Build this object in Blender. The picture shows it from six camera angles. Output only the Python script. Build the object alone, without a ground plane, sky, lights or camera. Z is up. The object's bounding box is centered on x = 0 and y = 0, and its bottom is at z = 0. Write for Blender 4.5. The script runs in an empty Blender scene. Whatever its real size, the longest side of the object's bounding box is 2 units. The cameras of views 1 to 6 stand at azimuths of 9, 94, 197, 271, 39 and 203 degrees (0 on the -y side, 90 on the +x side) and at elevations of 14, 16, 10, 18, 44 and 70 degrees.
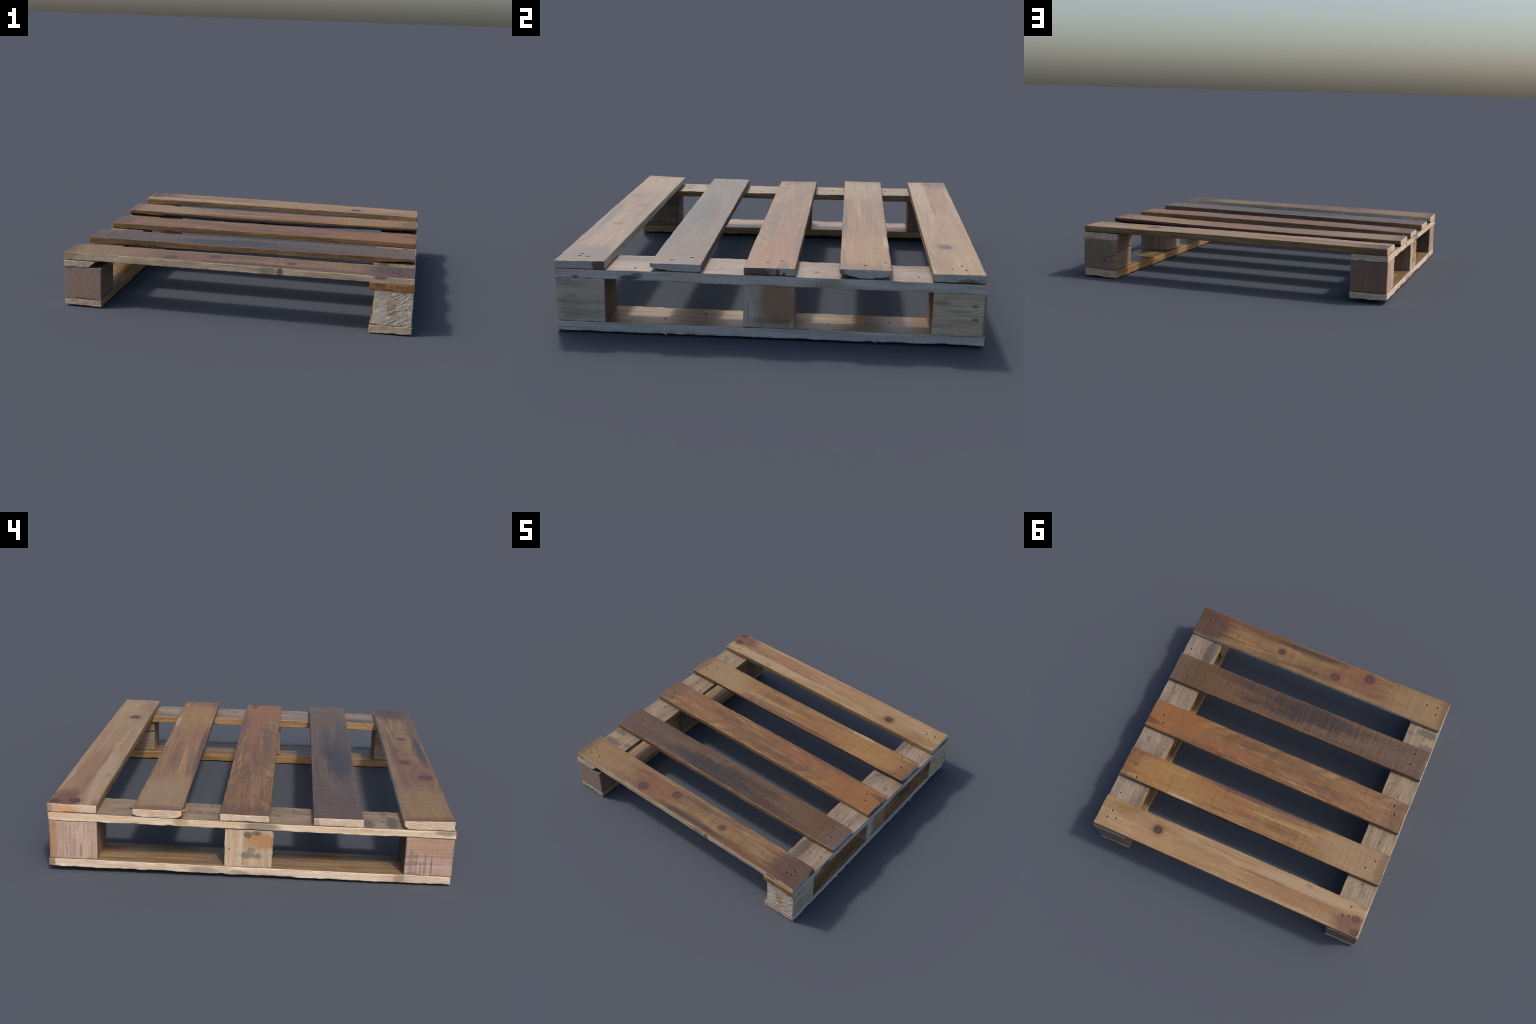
# A weathered wooden pallet: five deck boards on two stringer boards,
# six blocks and two bottom boards, nailed together.
import bpy
import math
import numpy as np

rng = np.random.default_rng(7)


# ------------------------------------------------------------------ noise
def _hash(ix, iy, iz, seed):
    h = (ix * 374761393 + iy * 668265263 + iz * 2147483647 + seed * 974711) & 0xFFFFFFFF
    h = ((h ^ (h >> 13)) * 1274126177) & 0xFFFFFFFF
    h = ((h ^ (h >> 16)) * 2246822519) & 0xFFFFFFFF
    return ((h ^ (h >> 15)) & 0xFFFF) / 32767.5 - 1.0


def noise(p, freq, seed=0, octaves=1):
    """Smooth value noise in about -1..1 at points p, stretched by freq per axis."""
    out = np.zeros(len(p))
    amp, tot = 1.0, 0.0
    q = p * np.asarray(freq, float) + seed * 3.17
    for o in range(octaves):
        b = np.floor(q).astype(np.int64)
        f = q - b
        f = f * f * f * (f * (f * 6 - 15) + 10)
        acc = 0.0
        for dx in (0, 1):
            wx = f[:, 0] if dx else 1 - f[:, 0]
            for dy in (0, 1):
                wy = f[:, 1] if dy else 1 - f[:, 1]
                for dz in (0, 1):
                    wz = f[:, 2] if dz else 1 - f[:, 2]
                    acc = acc + wx * wy * wz * _hash(b[:, 0] + dx, b[:, 1] + dy, b[:, 2] + dz, seed + o)
        out += amp * acc
        tot += amp
        amp *= 0.5
        q = q * 2.03
    return out / tot


def smooth(e0, e1, x):
    t = np.clip((x - e0) / (e1 - e0), 0, 1)
    return t * t * (3 - 2 * t)


# ------------------------------------------------------------------ materials
def srgb(r, g, b, gain=0.8):
    """Linear base colour from the tone seen on a sunlit level face."""
    def lin(c):
        c /= 255.0
        return c / 12.92 if c <= 0.04045 else ((c + 0.055) / 1.055) ** 2.4
    return tuple(min(0.9, lin(c) * gain) for c in (r, g, b))


def richer(t, f=1.22, v=0.97):
    """Push a tone away from grey."""
    m = 0.3 * t[0] + 0.6 * t[1] + 0.1 * t[2]
    return tuple(max(0.004, (m + (c - m) * f) * v) for c in t)


class Nodes:
    """Thin helper for wiring shader nodes."""

    def __init__(self, mat):
        mat.use_nodes = True
        self.t = mat.node_tree
        self.t.nodes.clear()

    def new(self, kind, **props):
        n = self.t.nodes.new(kind)
        for k, v in props.items():
            setattr(n, k, v)
        return n

    def put(self, sock, val):
        if hasattr(val, "is_output"):
            self.t.links.new(val, sock)
        else:
            sock.default_value = val

    def math(self, op, a, b=0.0, c=0.0, clamp=False):
        n = self.new("ShaderNodeMath", operation=op, use_clamp=clamp)
        for s, v in zip(n.inputs, (a, b, c)):
            self.put(s, v)
        return n.outputs[0]

    def vec(self, op, a, b):
        n = self.new("ShaderNodeVectorMath", operation=op)
        self.put(n.inputs[0], a)
        self.put(n.inputs[1], b)
        return n.outputs["Value"] if op in ("LENGTH", "DOT_PRODUCT", "DISTANCE") else n.outputs["Vector"]

    def noise(self, v, scale, detail=3.0, rough=0.55, dist=0.0):
        n = self.new("ShaderNodeTexNoise")
        self.put(n.inputs["Vector"], self.vec("MULTIPLY", v, scale))
        n.inputs["Scale"].default_value = 1.0
        n.inputs["Detail"].default_value = detail
        n.inputs["Roughness"].default_value = rough
        n.inputs["Distortion"].default_value = dist
        return n.outputs[0]

    def step(self, x, lo, hi):
        n = self.new("ShaderNodeMapRange", interpolation_type="SMOOTHSTEP")
        self.put(n.inputs[0], x)
        n.inputs[1].default_value = lo
        n.inputs[2].default_value = hi
        return n.outputs[0]

    def mix(self, fac, a, b, mode="MIX"):
        n = self.new("ShaderNodeMix", data_type="RGBA", blend_type=mode)
        for s, v in ((n.inputs[0], fac), (n.inputs[6], a), (n.inputs[7], b)):
            if isinstance(v, tuple) and len(v) == 3:
                v = (*v, 1.0)
            self.put(s, v)
        return n.outputs[2]

    def ramp(self, fac, stops):
        n = self.new("ShaderNodeValToRGB")
        self.put(n.inputs[0], fac)
        e = n.color_ramp.elements
        while len(e) < len(stops):
            e.new(0.5)
        for el, (p, c) in zip(e, stops):
            el.position = p
            el.color = (*c, 1.0)
        return n.outputs[0]


def wood(name, tones, axis="x", seed=0.0, knots=(), patches=(), figure=None, contrast=1.0,
         saw=0.25, specks=0.3, streak=1.0, rough=0.62, bump=0.25, spec=0.5, rings=None, lines_=1.0, rim_dark=0.85):
    """Procedural timber. tones = dark, middle, light; axis = grain direction.
    knots: (along, across, radius) in metres, grain flows round them.
    patches: (centre, radii, tone, strength, raggedness) ellipsoidal stains.
    figure: (along, across, curve, pitch, dark tone, strength) cathedral growth figure.
    rings: (centre, pitch) annual rings around an axis, for cut ends."""
    mat = bpy.data.materials.new(name)
    N = Nodes(mat)
    P = N.new("ShaderNodeTexCoord").outputs["Object"]
    sep = N.new("ShaderNodeSeparateXYZ")
    N.put(sep.inputs[0], P)
    X, Y, Z = sep.outputs
    L, A, B = {"x": (X, Y, Z), "y": (Y, X, Z), "z": (Z, X, Y)}[axis]

    # grain flows round the knots like water round a post
    knot_r = []
    Aflow = A
    for (kl, ka, kr) in knots:
        dl = N.math("SUBTRACT", L, kl)
        da = N.math("SUBTRACT", A, ka)
        r2 = N.math("ADD", N.math("MULTIPLY", N.math("MULTIPLY", dl, dl), 0.35), N.math("MULTIPLY", da, da))
        push = N.math("DIVIDE", N.math("MULTIPLY", da, 1.3 * kr * kr), N.math("ADD", r2, kr * kr * 0.5))
        Aflow = N.math("SUBTRACT", Aflow, push)
        q = N.math("SQRT", N.math("ADD", N.math("MULTIPLY", N.math("MULTIPLY", dl, dl), 0.8),
                                  N.math("MULTIPLY", da, da)))
        knot_r.append((N.math("DIVIDE", q, kr), dl, da, kr))
    com = N.new("ShaderNodeCombineXYZ")
    for s, v in zip(com.inputs, (L, Aflow, B)):
        N.put(s, v)
    G = N.vec("ADD", com.outputs[0], (seed * 1.7, seed * 2.3, seed * 0.9))
    G = N.vec("ADD", G, N.vec("MULTIPLY", N.vec("SUBTRACT", N.new_noise_vec(G), (0.5, 0.5, 0.5)), (0, 0.03, 0.03)))

    fine = N.noise(G, (5, 190, 190), 5, 0.7)
    strk = N.noise(G, (1.6, 34, 34), 4, 0.6)
    blot = N.noise(G, (3.0, 9, 9), 4, 0.6)
    t = N.math("ADD", N.math("MULTIPLY", N.math("SUBTRACT", fine, 0.5), 1.5 * contrast),
               N.math("MULTIPLY", N.math("SUBTRACT", strk, 0.5), 1.5 * contrast * streak))
    t = N.math("ADD", t, N.math("MULTIPLY", N.math("SUBTRACT", blot, 0.5), 1.2 * contrast))
    t = N.math("ADD", t, 0.5)
    c = N.ramp(t, [(0.1, tones[0]), (0.5, tones[1]), (0.9, tones[2])])

    # thin dark latewood lines
    ln = N.noise(G, (0.9, 46, 46), 3, 0.5)
    ln = N.math("ABSOLUTE", N.math("SUBTRACT", ln, 0.5))
    ln = N.math("SUBTRACT", 1.0, N.step(ln, 0.0, 0.035))
    ln = N.math("MULTIPLY", ln, N.step(blot, 0.35, 0.6))
    c = N.mix(N.math("MULTIPLY", ln, 0.5 * lines_), c, tuple(v * 0.8 for v in tones[0]))

    if figure:
        fl, fa, curve, pitch, tone, power = figure
        dl = N.math("SUBTRACT", L, fl)
        da = N.math("SUBTRACT", Aflow, fa)
        f = N.math("ADD", dl, N.math("MULTIPLY", N.math("MULTIPLY", da, da), curve))
        f = N.math("ADD", N.math("MULTIPLY", f, 6.283 / pitch), N.math("MULTIPLY", blot, 9.0))
        w = N.math("POWER", N.math("ADD", N.math("MULTIPLY", N.math("SINE", f), 0.5), 0.5), 2.2)
        w = N.math("MULTIPLY", w, N.step(N.noise(G, (3, 6, 6), 2), 0.3, 0.6))
        c = N.mix(N.math("MULTIPLY", w, power), c, tone)
    if rings:
        (cx, cy, cz), pitch, tone, power = rings
        d = N.vec("LENGTH", N.vec("MULTIPLY", N.vec("SUBTRACT", P, (cx, cy, cz)),
                                  {"x": (0.1, 1, 1), "y": (1, 0.1, 1), "z": (1, 1, 0.1)}[axis]), (0, 0, 0))
        f = N.math("ADD", N.math("MULTIPLY", d, 6.283 / pitch), N.math("MULTIPLY", N.noise(P, (14, 14, 14), 3), 5.0))
        w = N.math("ADD", N.math("MULTIPLY", N.math("SINE", f), 0.5), 0.5)
        c = N.mix(N.math("MULTIPLY", w, power), c, tone)

    for i, (ctr, rad, tone, strength, ragged) in enumerate(patches):
        d = N.vec("LENGTH", N.vec("DIVIDE", N.vec("SUBTRACT", P, ctr), rad), (0, 0, 0))
        rag = N.math("ADD", N.math("MULTIPLY", N.math("SUBTRACT", strk, 0.5), 1.6),
                     N.math("SUBTRACT", N.noise(N.vec("ADD", P, (i * 3.1 + seed, 0, 0)), (22, 22, 22), 5, 0.65), 0.5))
        d = N.math("ADD", d, N.math("MULTIPLY", rag, ragged))
        m = N.math("SUBTRACT", 1.0, N.step(d, 0.55, 1.0 + 0.25 * ragged))
        c = N.mix(N.math("MULTIPLY", m, strength), c, tone)

    mott = N.noise(P, (260, 260, 260), 3, 0.7)
    c = N.mix(N.math("MULTIPLY", N.step(mott, 0.46, 0.66), 0.32), c, tuple(v * 0.45 for v in tones[0]))
    c = N.mix(N.math("MULTIPLY", N.step(N.math("SUBTRACT", 1.0, mott), 0.5, 0.72), 0.22), c, tones[2])
    if specks:
        dots = N.noise(P, (95, 95, 95), 4, 0.75)
        where = N.step(N.noise(P, (9, 9, 9), 3), 0.4, 0.62)
        m = N.math("MULTIPLY", N.step(dots, 0.56, 0.66), where)
        c = N.mix(N.math("MULTIPLY", m, min(1.0, specks * 1.1)), c, tuple(v * 0.38 for v in tones[0]))
        sp = N.noise(G, (38, 120, 120), 3, 0.7)
        area = N.step(N.noise(G, (4, 9, 9), 3), 0.42, 0.68)
        m = N.math("MULTIPLY", N.step(sp, 0.54, 0.7), area)
        c = N.mix(N.math("MULTIPLY", m, specks), c, tuple(v * 0.35 for v in tones[0]))
    if saw:
        sw = N.noise(G, (210, 5, 5), 3, 0.6)
        sw2 = N.noise(G, (60, 3, 3), 2, 0.5)
        s = N.math("ADD", N.math("MULTIPLY", sw, 0.6), N.math("MULTIPLY", sw2, 0.4))
        m = N.step(s, 0.5, 0.68)
        c = N.mix(N.math("MULTIPLY", m, saw), c, tuple(v * 0.55 for v in tones[0]))
        m2 = N.math("SUBTRACT", 1.0, N.step(s, 0.33, 0.48))
        c = N.mix(N.math("MULTIPLY", m2, saw * 0.6), c, tones[2])

    for (q, dl, da, kr) in knot_r:
        wob = N.math("ADD", q, N.math("MULTIPLY", N.math("SUBTRACT", N.noise(P, (60, 60, 60), 3), 0.5), 0.5))
        halo = N.math("SUBTRACT", 1.0, N.step(wob, 0.9, 2.4))
        c = N.mix(N.math("MULTIPLY", halo, 0.6), c, srgb(116, 68, 42))
        core = N.math("SUBTRACT", 1.0, N.step(wob, 0.85, 1.05))
        kr_ring = N.math("ADD", N.math("MULTIPLY", N.math("SINE", N.math("MULTIPLY", wob, 17.0)), 0.5), 0.5)
        kc = N.mix(kr_ring, srgb(92, 58, 42), srgb(66, 40, 29))
        c = N.mix(core, c, kc)
        rim = N.math("MULTIPLY", N.step(wob, 0.78, 0.95), N.math("SUBTRACT", 1.0, N.step(wob, 1.0, 1.2)))
        c = N.mix(N.math("MULTIPLY", rim, rim_dark), c, srgb(50, 28, 20))

    h = N.math("ADD", N.math("MULTIPLY", fine, 0.6), N.math("MULTIPLY", strk, 0.5))
    if saw:
        h = N.math("ADD", h, N.math("MULTIPLY", sw, 0.8 * saw + 0.1))
    bm = N.new("ShaderNodeBump")
    bm.inputs["Strength"].default_value = bump
    bm.inputs["Distance"].default_value = 0.004
    N.put(bm.inputs["Height"], h)
    bs = N.new("ShaderNodeBsdfPrincipled")
    N.put(bs.inputs["Base Color"], c)
    N.put(bs.inputs["Roughness"], N.math("ADD", N.math("MULTIPLY", N.math("SUBTRACT", blot, 0.5), 0.25), rough))
    bs.inputs["Specular IOR Level"].default_value = spec
    N.put(bs.inputs["Normal"], bm.outputs[0])
    out = N.new("ShaderNodeOutputMaterial")
    N.put(out.inputs[0], bs.outputs[0])
    return mat


def _noise_vec(self, v):
    n = self.new("ShaderNodeTexNoise")
    self.put(n.inputs["Vector"], self.vec("MULTIPLY", v, (3.0, 4.0, 4.0)))
    n.inputs["Scale"].default_value = 1.0
    n.inputs["Detail"].default_value = 2.0
    return n.outputs["Color"]


Nodes.new_noise_vec = _noise_vec


def plain(name, tone, rough=0.6, metal=0.0, vary=0.4, scale=120.0):
    mat = bpy.data.materials.new(name)
    N = Nodes(mat)
    P = N.new("ShaderNodeTexCoord").outputs["Object"]
    n = N.noise(P, (scale,) * 3, 4, 0.65)
    c = N.ramp(n, [(0.3, tuple(v * (1 - vary) for v in tone)), (0.7, tuple(v * (1 + vary) for v in tone))])
    bs = N.new("ShaderNodeBsdfPrincipled")
    N.put(bs.inputs["Base Color"], c)
    bs.inputs["Roughness"].default_value = rough
    bs.inputs["Metallic"].default_value = metal
    bm = N.new("ShaderNodeBump")
    bm.inputs["Strength"].default_value = 0.4
    bm.inputs["Distance"].default_value = 0.003
    N.put(bm.inputs["Height"], n)
    N.put(bs.inputs["Normal"], bm.outputs[0])
    out = N.new("ShaderNodeOutputMaterial")
    N.put(out.inputs[0], bs.outputs[0])
    return mat


# ------------------------------------------------------------------ timber mesh
def lines(length, cell, fine_ends=0.0, fine_cell=0.0):
    """Grid line positions 0..length, closer together beside the edges."""
    edge = [0.0, 0.0012, 0.0028, 0.005, 0.008]
    inner0 = 0.012
    pts = list(edge)
    if fine_ends:
        pts += list(np.arange(inner0, fine_ends, fine_cell))
        inner0 = fine_ends
    half = length / 2
    n = max(1, int(round((half - inner0) / cell)))
    pts += list(np.linspace(inner0, half, n + 1))
    pts = np.array(sorted(set(np.round(pts, 6))))
    return np.concatenate([pts, (length - pts[::-1])[1:]])


def timber(name, parent, corners, cells, mats, grain="x", seed=1, edge=(0.0022, 0.0028), relief=0.0006,
           warp=0.0012, saw_ridge=0.0, holes=(), shape=None, relief_fn=None, slots=None, fine_ends=(0, 0, 0), wavy=1.0):
    """A sawn piece of wood. corners[i][j][k] = world corner at x-, y-, z- side i, j, k.
    Fine box mesh: worn edges, grain relief, nail holes in the top, then the part's own shaping."""
    cor = np.array(corners, float).reshape(2, 2, 2, 3)
    size = np.array([np.linalg.norm(cor[1].mean((0, 1)) - cor[0].mean((0, 1))),
                     np.linalg.norm(cor[:, 1].mean((0, 1)) - cor[:, 0].mean((0, 1))),
                     np.linalg.norm(cor[:, :, 1].mean((0, 1)) - cor[:, :, 0].mean((0, 1)))])
    g = [lines(size[a], cells[a], fine_ends[a], 0.003) for a in range(3)]
    n = [len(a) for a in g]
    # surface vertices of the box lattice
    I, J, K = np.meshgrid(*[np.arange(a) for a in n], indexing="ij")
    on = (I == 0) | (I == n[0] - 1) | (J == 0) | (J == n[1] - 1) | (K == 0) | (K == n[2] - 1)
    index = -np.ones(n, np.int64)
    index[on] = np.arange(on.sum())
    loc = np.stack([g[0][I[on]], g[1][J[on]], g[2][K[on]]], 1)
    faces, side = [], []
    for ax in range(3):
        for s in (0, 1):
            sl = [slice(None)] * 3
            sl[ax] = -s
            q = index[tuple(sl)]
            a, b, c, d = q[:-1, :-1], q[1:, :-1], q[1:, 1:], q[:-1, 1:]
            f = np.stack([a, b, c, d], -1).reshape(-1, 4)
            if (s == 0) != (ax == 1):
                f = f[:, ::-1]
            faces.append(f)
            side += [ax * 2 + s] * len(f)
    faces = np.vstack(faces)
    side = np.array(side)

    half = size / 2
    p = loc - half
    frac0 = loc / size
    world0 = trilerp(cor, frac0)
    # worn, chipped edges: rounding radius wanders along the piece
    r = edge[0] + edge[1] * np.clip(noise(world0, (16, 16, 16), seed, 3) * 1.5 - 0.05, 0, 1.5)
    r = r + 0.0010 * (noise(world0, (90, 90, 90), seed + 5, 2) + 1)
    r = np.minimum(r, 0.45 * size.min())[:, None]
    q = np.clip(p, -(half - r), half - r)
    d = p - q
    ln = np.maximum(np.linalg.norm(d, axis=1, keepdims=True), 1e-9)
    nrm = d / ln
    p = q + nrm * r
    # relief along the surface normal, stretched along the grain
    edge_d = np.sort(half - np.abs(loc - half), 1)[:, 1]
    h_edge = 0.0022 * noise(world0, (22, 22, 22), seed + 37, 3) * (1 - smooth(0.0, 0.012, edge_d)) * wavy
    st = {"x": (4, 70, 70), "y": (70, 4, 70), "z": (70, 70, 4)}[grain]
    h = relief * noise(world0, st, seed + 11, 3)
    h += h_edge
    h += warp * noise(world0, (4, 4, 4), seed + 17, 2)
    h += relief * 0.6 * noise(world0, (45, 45, 45), seed + 23, 2)
    if saw_ridge:
        ss = {"x": (55, 4, 4), "y": (4, 55, 4), "z": (4, 4, 55)}[grain]
        h += saw_ridge * noise(world0, ss, seed + 29, 2)
    if relief_fn is not None:
        h += relief_fn(world0, nrm)
    p = p + nrm * h[:, None]
    v = trilerp(cor, (p + half) / size)
    top = nrm[:, 2] > 0.9
    for (hx, hy, hr, hd) in holes:
        dist = np.hypot(v[:, 0] - hx, v[:, 1] - hy) / hr
        v[:, 2] -= np.where(top & (dist < 1.6), hd * (1 - smooth(0.35, 1.15, dist)), 0)
        v[:, 2] += np.where(top, 0.0008 * np.exp(-((dist - 1.4) / 0.35) ** 2), 0)
    if shape is not None:
        v = shape(v, frac0)

    me = bpy.data.meshes.new(name)
    me.vertices.add(len(v))
    me.vertices.foreach_set("co", v.astype(np.float32).ravel())
    me.loops.add(faces.size)
    me.loops.foreach_set("vertex_index", faces.astype(np.int32).ravel())
    me.polygons.add(len(faces))
    me.polygons.foreach_set("loop_start", np.arange(0, faces.size, 4, dtype=np.int32))
    for m in mats:
        me.materials.append(m)
    mi = np.zeros(len(faces), np.int32)
    if slots is not None:
        ctr = frac0[faces].mean(1)
        mi = slots(side, ctr, v[faces].mean(1)).astype(np.int32)
    me.polygons.foreach_set("material_index", mi)
    me.polygons.foreach_set("use_smooth", np.ones(len(faces), bool))
    me.update(calc_edges=True)
    me.validate()
    ob = bpy.data.objects.new(name, me)
    bpy.context.scene.collection.objects.link(ob)
    ob.parent = parent
    return ob


def trilerp(c, f):
    x, y, z = f[:, 0:1], f[:, 1:2], f[:, 2:3]
    out = 0
    for i in (0, 1):
        for j in (0, 1):
            for k in (0, 1):
                out = out + c[i, j, k] * (x if i else 1 - x) * (y if j else 1 - y) * (z if k else 1 - z)
    return out


def box(x0, x1, y0, y1, z0, z1):
    """Corners of a skewed box: every bound is a number, or a pair of values
    (x and z bounds at the two y ends; y bounds at the two x ends), or for z a
    2x2 nested tuple [x side][y side]."""
    def at(v, i, j, pick):
        if np.isscalar(v):
            return v
        if np.ndim(v) == 2:
            return v[i][j]
        return v[pick]
    return [[[(at((x0, x1)[i], i, j, j), at((y0, y1)[j], i, j, i), at((z0, z1)[k], i, j, j))
              for k in (0, 1)] for j in (0, 1)] for i in (0, 1)]


# ------------------------------------------------------------------ the pallet
pallet = bpy.data.objects.new("wooden_pallet", None)
pallet["label"] = "weathered pine shipping pallet with five nailed deck boards"
pallet["category"] = "pallet"
bpy.context.scene.collection.objects.link(pallet)

# --- tones
CUT = (srgb(176, 150, 126, 1.15), srgb(206, 184, 162, 1.15), srgb(218, 202, 184, 1.15))
CUT_GREY = (srgb(150, 142, 134, 1.1), srgb(190, 182, 172, 1.1), srgb(204, 198, 190, 1.1))
CREAM = (srgb(160, 132, 104, 1.0), srgb(194, 170, 140, 1.0), srgb(208, 188, 162, 1.0))
DARK = srgb(52, 36, 28)
INK = srgb(48, 44, 46)
GREY = srgb(112, 108, 100)

bark_mat = plain("bark", srgb(46, 30, 22), 0.85, vary=0.6, scale=70)
nail_mat = plain("rusty_nail", srgb(44, 36, 32), 0.45, 0.5, vary=0.5, scale=300)

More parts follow.
